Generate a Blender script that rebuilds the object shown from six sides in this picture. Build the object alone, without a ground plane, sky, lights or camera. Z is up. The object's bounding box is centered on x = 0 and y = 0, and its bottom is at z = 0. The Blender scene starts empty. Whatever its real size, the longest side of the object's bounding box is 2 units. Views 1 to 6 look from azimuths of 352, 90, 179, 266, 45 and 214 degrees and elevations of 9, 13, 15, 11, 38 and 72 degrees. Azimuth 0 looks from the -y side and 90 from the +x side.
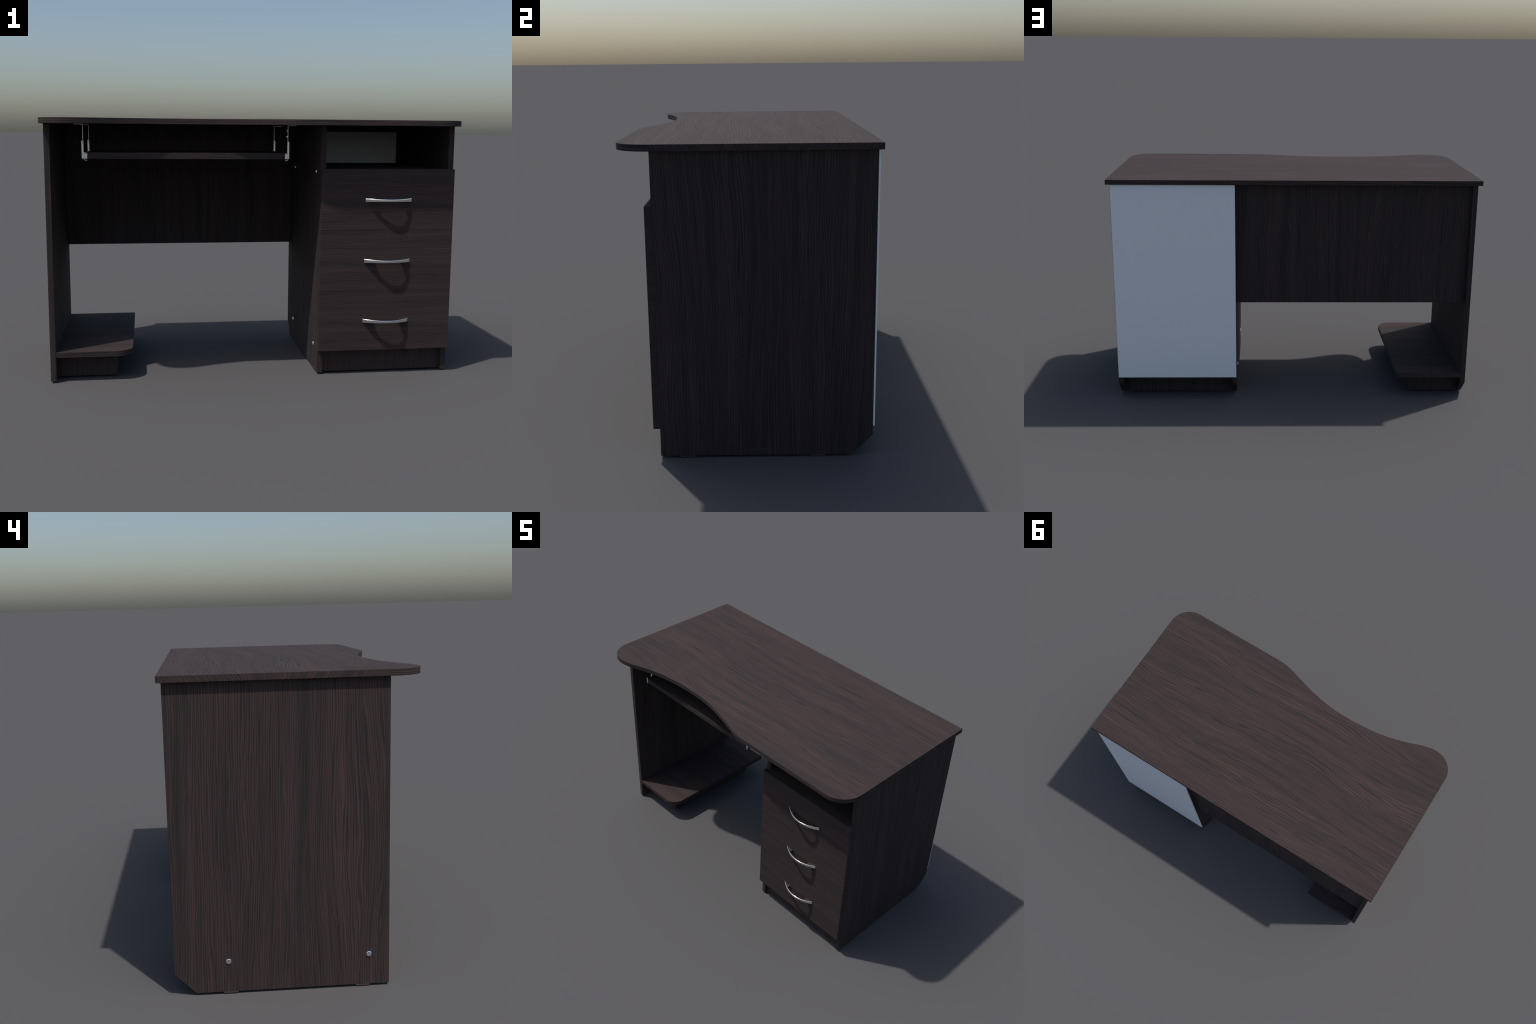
# Dark wood-laminate computer desk: S-curved top, side panels, drawer cabinet with an open
# niche, keyboard tray hung on metal brackets, low floor shelf on a plinth.
import bpy, bmesh, math
from mathutils import Vector

# ------------------------------------------------------------------ dimensions (metres)
T = 0.0267                 # board thickness
TOP_Z = 1.2500             # top of the desk
UND_Z = TOP_Z - 0.0259     # underside of the top
FOOT = 0.006               # glide height = underside of the panels
XO = 0.9800                # outer face of the two outer panels
XI = XO - T
CAB = 0.3160               # outer (knee-side) face of the cabinet's inner panel
CABI = CAB + T
YF, YB = -0.3645, 0.4815   # front and back edge of the panels
CH_Y, CH_Z = 0.3985, 0.0885  # cut-off rear lower corner
R_CORNER = 0.130           # corner radius of the top

# ------------------------------------------------------------------ node helpers
class Nodes:
    def __init__(self, name):
        self.mat = bpy.data.materials.new(name)
        self.mat.use_nodes = True
        self.nt = self.mat.node_tree
        self.bsdf = self.nt.nodes["Principled BSDF"]
    def new(self, kind, **props):
        n = self.nt.nodes.new(kind)
        for k, v in props.items():
            setattr(n, k, v)
        return n
    def link(self, a, b):
        self.nt.links.new(a, b)
    def put(self, sock, val):
        if hasattr(val, "is_output"):
            self.link(val, sock)
        else:
            sock.default_value = val
    def math(self, op, a, b=0.0, c=0.0, clamp=False):
        n = self.new("ShaderNodeMath", operation=op, use_clamp=clamp)
        for s, v in zip(n.inputs, (a, b, c)):
            self.put(s, v)
        return n.outputs[0]
    def xyz(self, x, y, z):
        n = self.new("ShaderNodeCombineXYZ")
        for s, v in zip(n.inputs, (x, y, z)):
            self.put(s, v)
        return n.outputs[0]
    def noise(self, vec, scale=1.0, detail=2.0, rough=0.5, distort=0.0):
        n = self.new("ShaderNodeTexNoise")
        self.link(vec, n.inputs["Vector"])
        n.inputs["Scale"].default_value = scale
        n.inputs["Detail"].default_value = detail
        n.inputs["Roughness"].default_value = rough
        n.inputs["Distortion"].default_value = distort
        return n.outputs["Fac"]
    def ramp(self, fac, stops):
        n = self.new("ShaderNodeValToRGB")
        self.link(fac, n.inputs[0])
        els = n.color_ramp.elements
        while len(els) < len(stops):
            els.new(0.5)
        for e, (p, c) in zip(els, stops):
            e.position = p
            e.color = (*c, 1.0)
        return n.outputs[0]
    def mix(self, fac, a, b):
        n = self.new("ShaderNodeMix", data_type="RGBA")
        self.put(n.inputs[0], fac)
        self.put(n.inputs[6], a)
        self.put(n.inputs[7], b)
        return n.outputs[2]

DARK = (0.0205, 0.0195, 0.0185)
MID = (0.041, 0.0275, 0.0262)
RED = (0.0645, 0.0380, 0.0360)

def wood(name, grain, shift=(0, 0, 0), freq=92.0, contrast=1.0, bend=0.030, fold=None, rough=0.85):
    """Striped oak-print laminate. grain: axis the fibres run along ('x', 'z'), 'edge' for
    edge banding whose stripes follow the edge, 'end' for the mitred chevron banding."""
    g = Nodes(name)
    tc = g.new("ShaderNodeTexCoord")
    sep = g.new("ShaderNodeSeparateXYZ")
    off = g.new("ShaderNodeVectorMath", operation="ADD")
    g.link(tc.outputs["Object"], off.inputs[0])
    off.inputs[1].default_value = shift
    g.link(off.outputs[0], sep.inputs[0])
    x, y, z = sep.outputs
    if grain == "x":
        along, a, b = x, y, z
    elif grain == "z":
        along, a, b = z, g.math("ADD", x, y), g.math("SUBTRACT", x, y)
        b = g.math("MULTIPLY", b, 0.05)
    elif grain == "xz":
        along, a, b = x, z, g.math("MULTIPLY", y, 0.05)
    elif grain == "edge":
        along, a, b = g.math("ADD", x, y), z, g.math("MULTIPLY", y, 0.03)
    else:
        # two mirrored slanted prints that meet on a line climbing from back to front
        seam = g.math("MULTIPLY_ADD", y, -0.060, UND_Z + T * 0.5 + 0.0045)
        dz = g.math("ABSOLUTE", g.math("SUBTRACT", z, seam))
        along, a, b = 0.0, g.math("MULTIPLY_ADD", dz, -(fold or 0.75), y), 0.0
    # slow meander of the fibres, including cathedral-like bulges
    if grain == "end":
        across = a
        along_s = 0.0
    else:
        def warp(la, ac, amp):
            n = g.noise(g.xyz(g.math("MULTIPLY", along, la), g.math("MULTIPLY", a, ac),
                              g.math("MULTIPLY", b, ac)), 1.0, 0.0, 0.5)
            return g.math("MULTIPLY", g.math("SUBTRACT", n, 0.5), amp)
        across = g.math("ADD", a, warp(1.2, 4.6, bend * 2.9))
        across = g.math("ADD", across, warp(0.9, 2.9, bend * 4.2))
        across = g.math("ADD", across, warp(5.0, 12.0, bend * 0.42))
        across = g.math("ADD", across, warp(22.0, 40.0, bend * 0.09))
        along_s = along
    def lay(f, l, detail, seed, rgh=0.5):
        return g.noise(g.xyz(g.math("MULTIPLY", along_s, l),
                             g.math("MULTIPLY_ADD", across, f, seed),
                             g.math("MULTIPLY", b, f)), 1.0, detail, rgh)
    def pencil(f, wander, seed):
        """Pencil stripes: a sine across the board whose phase drifts."""
        ph = g.math("MULTIPLY", lay(f * 0.45, 3.0, 1.0, seed), wander)
        return g.math("SINE", g.math("MULTIPLY", g.math("ADD", g.math("MULTIPLY", across, f), ph), 2 * math.pi))
    zone = lay(freq * 0.11, 0.8, 1.0, 71.0)         # wide quiet and lively zones
    strength = g.math("MULTIPLY_ADD", lay(freq * 0.40, 4.0, 1.0, 41.0), 1.6,
                      g.math("MULTIPLY_ADD", zone, 1.5, -1.0), clamp=True)
    main = g.math("MULTIPLY", pencil(freq, 2.8, 3.7), g.math("MULTIPLY_ADD", strength, 0.38, 0.07))
    second = g.math("MULTIPLY", pencil(freq * 1.83, 2.6, 57.3), 0.20)
    broad = lay(freq * 0.27, 1.0, 2.0, 11.3)        # darker and redder zones
    fibre = lay(freq * 3.4, 14.0, 2.0, 23.1, 0.6)   # short fine fibres
    v = g.math("MULTIPLY", g.math("ADD", main, second), contrast)
    v = g.math("ADD", v, g.math("MULTIPLY", g.math("SUBTRACT", broad, 0.5), 0.85 * contrast))
    v = g.math("ADD", v, g.math("MULTIPLY", g.math("SUBTRACT", zone, 0.5), 0.45 * contrast))
    v = g.math("ADD", v, g.math("MULTIPLY", g.math("SUBTRACT", fibre, 0.5), 0.45 * contrast))
    v = g.math("ADD", v, 0.46, clamp=True)
    col = g.ramp(v, [(0.16, DARK), (0.47, MID), (0.80, RED)])
    g.link(col, g.bsdf.inputs["Base Color"])
    g.bsdf.inputs["Roughness"].default_value = rough
    g.bsdf.inputs["Specular IOR Level"].default_value = 0.3
    bump = g.new("ShaderNodeBump")
    bump.inputs["Strength"].default_value = 0.06
    bump.inputs["Distance"].default_value = 0.001
    g.link(v, bump.inputs["Height"])
    g.link(bump.outputs[0], g.bsdf.inputs["Normal"])
    return g.mat

def metal(name, tint, rough):
    g = Nodes(name)
    tc = g.new("ShaderNodeTexCoord")
    n = g.noise(tc.outputs["Object"], 180.0, 2.0, 0.5)
    g.link(g.ramp(n, [(0.3, tuple(c * 0.96 for c in tint)), (0.7, tint)]), g.bsdf.inputs["Base Color"])
    g.bsdf.inputs["Metallic"].default_value = 1.0
    g.bsdf.inputs["Roughness"].default_value = rough
    return g.mat

def plain(name, col, rough):
    g = Nodes(name)
    tc = g.new("ShaderNodeTexCoord")
    n = g.noise(tc.outputs["Object"], 40.0, 3.0, 0.5)
    g.link(g.ramp(n, [(0.3, tuple(c * 0.985 for c in col)), (0.7, col)]), g.bsdf.inputs["Base Color"])
    g.bsdf.inputs["Roughness"].default_value = rough
    return g.mat

M_TOP = wood("laminate_top", "x", (0.0, 0.0, 0.0), freq=98, contrast=0.9, bend=0.026)
M_EDGE = wood("edge_band_long", "edge", (0.3, 0.2, 0.1), freq=95, bend=0.012)
M_END = wood("edge_band_end", "end", (0, 0, 0), freq=100)
M_SIDE = wood("laminate_upright", "z", (0.0, 0.0, 0.0), freq=116, contrast=0.9, bend=0.020)
M_BOARD = wood("laminate_board", "x", (0.7, 0.31, 0.2), bend=0.02)
M_DRAWER = wood("laminate_drawer_front", "xz", (0.4, 0.1, 0.37), freq=165, contrast=0.62, bend=0.02)
M_WHITE = plain("white_fibreboard", (0.95, 0.95, 0.95), 0.5)
M_CHROME = metal("satin_chrome", (0.95, 0.95, 0.95), 0.12)
M_ZINC = metal("zinc_plated_steel", (0.93, 0.93, 0.92), 0.25)
M_FOOT = plain("foot_painted_drawer_reflection", (0.027, 0.022, 0.020), 0.6)  # metal feet coloured dark brown for the drawer wood mirrored in them
M_GLIDE = plain("brown_plastic", (0.075, 0.043, 0.040), 0.5)

# ------------------------------------------------------------------ object helpers
desk = bpy.data.objects.new("computer_desk", None)
bpy.context.scene.collection.objects.link(desk)
desk["label"] = "dark striped wood computer desk with curved top and drawers"
desk["category"] = "desk"

def add(name, mesh, mats, parent=desk, loc=(0, 0, 0)):
    ob = bpy.data.objects.new(name, mesh)
    for m in mats if not mesh.materials else ():
        mesh.materials.append(m)
    bpy.context.scene.collection.objects.link(ob)
    ob.parent = parent
    ob.location = loc
    return ob

def finish(bm, name, smooth_angle=None, limit=14):
    bmesh.ops.recalc_face_normals(bm, faces=bm.faces)
    me = bpy.data.meshes.new(name)
    bm.to_mesh(me)
    bm.free()
    if smooth_angle:
        me.shade_smooth()
        me.set_sharp_from_angle(angle=math.radians(min(smooth_angle, limit)))
    return me

def bevel(bm, w, segs=2, min_angle=50):
    edges = [e for e in bm.edges if len(e.link_faces) == 2
             and e.calc_face_angle(0) > math.radians(min_angle)]
    bmesh.ops.bevel(bm, geom=edges, offset=w, segments=segs, affect="EDGES", profile=0.5)

def prism(outline, axis, lo, hi, bev=0.0012, mat_fn=None, name="board"):
    """Extrude a 2D outline along an axis ('x': outline is (y,z); 'y': (x,z); 'z': (x,y))."""
    bm = bmesh.new()
    def at(p, h):
        return {"x": (h, p[0], p[1]), "y": (p[0], h, p[1]), "z": (p[0], p[1], h)}[axis]
    a = [bm.verts.new(at(p, lo)) for p in outline]
    b = [bm.verts.new(at(p, hi)) for p in outline]
    bm.faces.new(a)
    bm.faces.new(b)
    n = len(outline)
    for i in range(n):
        bm.faces.new((a[i], a[(i + 1) % n], b[(i + 1) % n], b[i]))
    bmesh.ops.recalc_face_normals(bm, faces=bm.faces)
    if mat_fn:
        for f in bm.faces:
            f.material_index = mat_fn(f)
    if bev:
        bevel(bm, bev)
    return finish(bm, name, 35)

def box(x0, x1, y0, y1, z0, z1, bev=0.0012, mat_fn=None, name="board"):
    return prism([(x0, y0), (x1, y0), (x1, y1), (x0, y1)], "z", z0, z1, bev, mat_fn, name)

def arc(cx, cy, r, a0, a1, n):
    return [(cx + r * math.cos(math.radians(a0 + (a1 - a0) * i / n)),
             cy + r * math.sin(math.radians(a0 + (a1 - a0) * i / n))) for i in range(n + 1)]

def spline(pts, n=6):
    out = []
    for i in range(1, len(pts) - 2):
        p0, p1, p2, p3 = (Vector(p) for p in pts[i - 1:i + 3])
        for k in range(n):
            t = k / n
            out.append(tuple(0.5 * ((2 * p1) + (p2 - p0) * t + (2 * p0 - 5 * p1 + 4 * p2 - p3) * t * t
                                    + (3 * p1 - p0 - 3 * p2 + p3) * t ** 3)))
    return out

# ------------------------------------------------------------------ the top
C = 1.0 - R_CORNER
YC = -0.5 + R_CORNER
wave = [(-0.900, -0.4965), (-0.862, -0.5000), (-0.830, -0.4975), (-0.771, -0.4832), (-0.701, -0.4574),
        (-0.6285, -0.4345), (-0.540, -0.4150), (-0.450, -0.4030), (-0.380, -0.3978),
        (-0.3155, -0.3962), (-0.2155, -0.3990), (-0.111, -0.4120), (-0.036, -0.4285),
        (0.034, -0.4470), (0.108, -0.4692), (0.166, -0.4880), (0.215, -0.4970), (0.270, -0.5000),
        (0.400, -0.5000)]
outline = [(-1.0, 0.5)]
outline += arc(-C, YC, R_CORNER, 180, 268, 14)
outline += spline(wave)[1:]
outline += [(0.27, -0.5)]
outline += arc(C, YC, R_CORNER, 270, 360, 14)
outline += [(1.0, 0.5)]

def top_mat(f):
    n = f.normal
    if abs(n.z) > 0.5:
        return 0
    return 2 if abs(n.x) > 0.999 else 1
me = prism(outline, "z", UND_Z, TOP_Z, 0.0012, top_mat, "tabletop")
add("tabletop", me, [M_TOP, M_EDGE, M_END])

# ------------------------------------------------------------------ upright panels
prof = [(YF, FOOT), (CH_Y, FOOT), (YB, CH_Z), (YB, UND_Z - 0.0003), (YF, UND_Z - 0.0003)]
left = add("side_panel", prism(prof, "x", -XO, -XI, name="side_panel"), [M_SIDE])
mid = add("side_panel", prism(prof, "x", CAB, CABI, name="side_panel"), [M_SIDE])
right = add("side_panel", prism(prof, "x", XI, XO, name="side_panel"), [M_SIDE])

glide = None
for panel, x0 in ((left, -XO), (mid, CAB), (right, XI)):
    for y0 in (-0.2872, 0.2350):
        if glide is None:
            glide = box(0, T, 0, 0.0565, 0, FOOT - 0.0003, 0.0008, name="glide")
        add("glide", glide, [M_GLIDE], panel, (x0, y0, 0))

# confirmat screws with a hex socket, heads standing slightly proud
def screw_mesh(r, depth, socket):
    bm = bmesh.new()
    prof = [(0.0, 0.35 * depth), (socket * 0.75, 0.42 * depth), (socket, depth * 0.95), (r * 0.72, depth),
            (r * 0.92, depth * 0.72), (r, 0.0)]
    seg = 24
    rings = []
    for rr, h in prof[1:]:
        rings.append([bm.verts.new((-h, rr * math.cos(2 * math.pi * i / seg), rr * math.sin(2 * math.pi * i / seg)))
                      for i in range(seg)])
    c = bm.verts.new((-prof[0][1], 0, 0))
    for i in range(seg):
        j = (i + 1) % seg
        bm.faces.new((c, rings[0][i], rings[0][j]))
        for a, b in zip(rings, rings[1:]):
            bm.faces.new((a[i], b[i], b[j], a[j]))
    bm.faces.new(rings[-1])
    return finish(bm, "screw", 40)
scr = screw_mesh(0.0118, 0.0042, 0.0048)
for y, z in ((0.2697, 0.1337), (-0.2832, 0.1337)):
    add("screw", scr, [M_CHROME], left, (-XO, y, z))
for y, z in ((0.300, 0.1295), (-0.2575, 0.1300), (0.297, 1.0015), (-0.2585, 1.0020)):
    add("screw", scr, [M_CHROME], mid, (CAB, y, z))

# ------------------------------------------------------------------ modesty panel between knee-space uprights
add("modesty_panel", box(-XI, CAB, 0.4285, 0.4552, 0.5596, UND_Z - 0.0003, 0.0008), [M_SIDE])

# ------------------------------------------------------------------ cabinet
cabinet = bpy.data.objects.new("drawer_cabinet", None)
bpy.context.scene.collection.objects.link(cabinet)
cabinet.parent = desk
add("rear_board", box(0.3178, 0.9775, YB, 0.4887, 0.1260, UND_Z - 0.0003, 0.0006), [M_WHITE], cabinet)
add("niche_shelf", box(CABI, XI, YF + 0.001, YB - 0.001, 0.9912, 0.9912 + T, 0.0008), [M_BOARD], cabinet)
add("cabinet_floor", box(CABI, XI, YF + 0.001, YB - 0.001, 0.1170, 0.1170 + T, 0.0008), [M_BOARD], cabinet)
add("plinth_board", box(CABI, XI, -0.3430, -0.3430 + T, FOOT + 0.0005, 0.1170, 0.0006), [M_SIDE], cabinet)
add("plinth_board", box(CABI, XI, 0.4012 - T, 0.4012, FOOT + 0.0005, 0.1170, 0.0006), [M_SIDE], cabinet)

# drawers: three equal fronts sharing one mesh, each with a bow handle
D_X0, D_X1, D_Y0, D_Y1 = 0.3152, 0.9785, -0.3913, -0.3647
def handle_mesh(half=0.1148, sag=0.0418, lift=0.0023, h_end=0.0100, h_mid=0.0062,
                t_end=0.0042, t_mid=0.0098, foot_in=0.0690, n=44):
    """Bow strap (material 0), waisted in height and thicker in the middle, on two dark feet
    (material 1) that fill the wedge between strap and drawer front."""
    bm = bmesh.new()
    def outer(t):
        return Vector((half * t, -lift - sag * (1 - t * t)))
    def normal(t):
        return Vector((-2 * sag * t, half)).normalized()       # towards the drawer
    def thick(t):
        return t_mid + (t_end - t_mid) * abs(t) ** 1.5
    rings = []
    for i in range(n + 1):
        t = -1 + 2 * i / n
        h = h_mid + (h_end - h_mid) * t * t
        o, d, th = outer(t), normal(t), thick(t)
        sec = []
        for cd, cz, a0 in ((0, -1, 270), (1, -1, 0), (1, 1, 90), (0, 1, 180)):
            rr = min(0.0022, th * 0.45)
            for k in range(4):
                a = math.radians(a0 - 90 + 30 * k)
                dd = (th - rr) + rr * math.cos(a) if cd else rr + rr * math.cos(a)
                zz = cz * (h - rr) + rr * math.sin(a)
                sec.append((o + d * dd, zz))
        rings.append([bm.verts.new((p.x, p.y, zz)) for p, zz in sec])
    m = len(rings[0])
    for p, q in zip(rings, rings[1:]):
        for i in range(m):
            bm.faces.new((p[i], q[i], q[(i + 1) % m], p[(i + 1) % m]))
    bm.faces.new(rings[0])
    bm.faces.new(list(reversed(rings[-1])))
    # feet: wedge from the strap's back to the drawer, square inner side
    for sx in (-1, 1):
        ts = [foot_in / half + (0.985 - foot_in / half) * k / 8 for k in range(9)]
        back = [outer(sx * t) + normal(sx * t) * thick(t) * 0.6 for t in ts]
        prof = [(p.x, min(p.y, -0.0002)) for p in back] + [(sx * (half - 0.0015), -0.0001), (back[0].x, -0.0001)]
        lo = [bm.verts.new((x, y, -0.0078)) for x, y in prof]
        hi = [bm.verts.new((x, y, 0.0072)) for x, y in prof]
        k = len(prof)
        fs = [bm.faces.new(lo), bm.faces.new(hi)]
        fs += [bm.faces.new((lo[i], lo[(i + 1) % k], hi[(i + 1) % k], hi[i])) for i in range(k)]
        for f in fs:
            f.material_index = 1
    return finish(bm, "handle", 32, 32)
handle = handle_mesh()
for z0, z1, zh in ((0.7222, 1.0180, 0.8693), (0.4231, 0.7211, 0.5720), (0.1222, 0.4220, 0.2724)):
    h = (z1 - z0) / 2
    front = box(D_X0, D_X1, D_Y0, D_Y1, -h, h, 0.0006, None, "drawer")
    d = add("drawer", front, [M_DRAWER], cabinet, (0, 0, (z0 + z1) / 2))
    add("handle", handle, [M_CHROME, M_FOOT], d, (0.6488, D_Y0 - 0.0002, zh - (z0 + z1) / 2))
# flat stretcher under the top at the back of the niche
add("stretcher", box(CABI, XI, 0.348, YB - 0.001, UND_Z - 0.0268, UND_Z - 0.0004, 0.0006), [M_BOARD], cabinet)

# ------------------------------------------------------------------ low shelf on its plinth
SH_X, SH_R = -0.5900, 0.0820
sh = [(-XI, YF + 0.0008)] + arc(SH_X - SH_R, YF + 0.0008 + SH_R, SH_R, 270, 360, 12) + [(SH_X, YB), (-XI, YB)]
floor_shelf = add("floor_shelf", prism(sh, "z", 0.1205, 0.1205 + T, 0.0010,
                                       lambda f: 0 if abs(f.normal.z) > 0.5 else 1, "floor_shelf"), [M_BOARD, M_EDGE])
PX = -0.6710
add("plinth_board", box(-XI, PX - T, -0.2835, -0.2835 + T, FOOT + 0.0005, 0.1204, 0.0006), [M_SIDE], floor_shelf)
add("plinth_board", box(-XI, PX - T, 0.4010 - T, 0.4010, FOOT + 0.0005, 0.1204, 0.0006), [M_SIDE], floor_shelf)
add("plinth_board", box(PX - T, PX, -0.2835, 0.4010, FOOT + 0.0005, 0.1204, 0.0006), [M_SIDE], floor_shelf)

# ------------------------------------------------------------------ keyboard tray, slides and brackets
TX0, TX1, TY0, TY1 = -0.7842, 0.1393, -0.3695, 0.1305
tray = add("keyboard_tray", box(TX0, TX1, TY0, TY1, 1.0632, 1.0922, 0.0010,
                                lambda f: 1 if abs(f.normal.z) < 0.5 else 0, "keyboard_tray"), [M_BOARD, M_EDGE])

def parts_mesh(boxes, name, bev=0.0004):
    bm = bmesh.new()
    for x0, x1, y0, y1, z0, z1 in boxes:
        r = bmesh.ops.create_cube(bm, size=1.0)
        for v in r["verts"]:
            v.co = ((x0 + x1) / 2 + v.co.x * (x1 - x0), (y0 + y1) / 2 + v.co.y * (y1 - y0),
                    (z0 + z1) / 2 + v.co.z * (z1 - z0))
    bevel(bm, bev, 1)
    return finish(bm, name, 35)

def outward(s, bx):
    """Place boxes measured outward from the tray's side edge; s=+1 right, -1 left."""
    e = TX1 if s > 0 else TX0
    return [(e + a, e + b, *r) if s > 0 else (e - b, e - a, *r) for a, b, *r in bx]

def slide(s):
    """Telescopic rail between the tray edge and the brackets."""
    L0, L1 = TY0 + 0.002, 0.190
    return parts_mesh(outward(s, [
        (0.0002, 0.0030, L0, TY1 + 0.02, 1.0632, 1.0903),
        (0.0032, 0.0128, L0 + 0.001, L1, 1.0650, 1.0885),
        (0.0128, 0.0152, L0 + 0.002, L1, 1.0575, 1.0935),
        (0.0150, 0.0194, -0.330, L1, 1.0640, 1.0915),
        (0.0052, 0.0130, L0 + 0.002, L1, 1.0912, 1.0935),
        (0.0010, 0.0130, L0 + 0.002, L1, 1.0560, 1.0585)]), "tray_slide")

def bracket(s, y):
    """Hanging strap: screw flange under the top, thin web, folded lower channel at the slide."""
    return parts_mesh(outward(s, [
        (0.0208, 0.0630, y - 0.016, y + 0.016, UND_Z - 0.0030, UND_Z - 0.0004),
        (0.0208, 0.0233, y - 0.016, y + 0.016, 1.1300, UND_Z - 0.0004),
        (0.0195, 0.0290, y - 0.016, y - 0.0135, 1.0630, 1.1460),
        (0.0195, 0.0220, y - 0.0135, y + 0.016, 1.0630, 1.1460),
        (0.0195, 0.0290, y + 0.0135, y + 0.016, 1.0630, 1.1460)]), "tray_bracket")
rivet = screw_mesh(0.0080, 0.0046, 0.003)
for s in (-1, 1):
    add("tray_slide", slide(s), [M_ZINC])
    for y in (-0.305, 0.116):
        br = add("tray_bracket", bracket(s, y), [M_ZINC])
        if s > 0:
            for z in (1.2000, 1.1697):
                add("screw", rivet, [M_CHROME], br, (TX1 + 0.0208, y + 0.002, z))
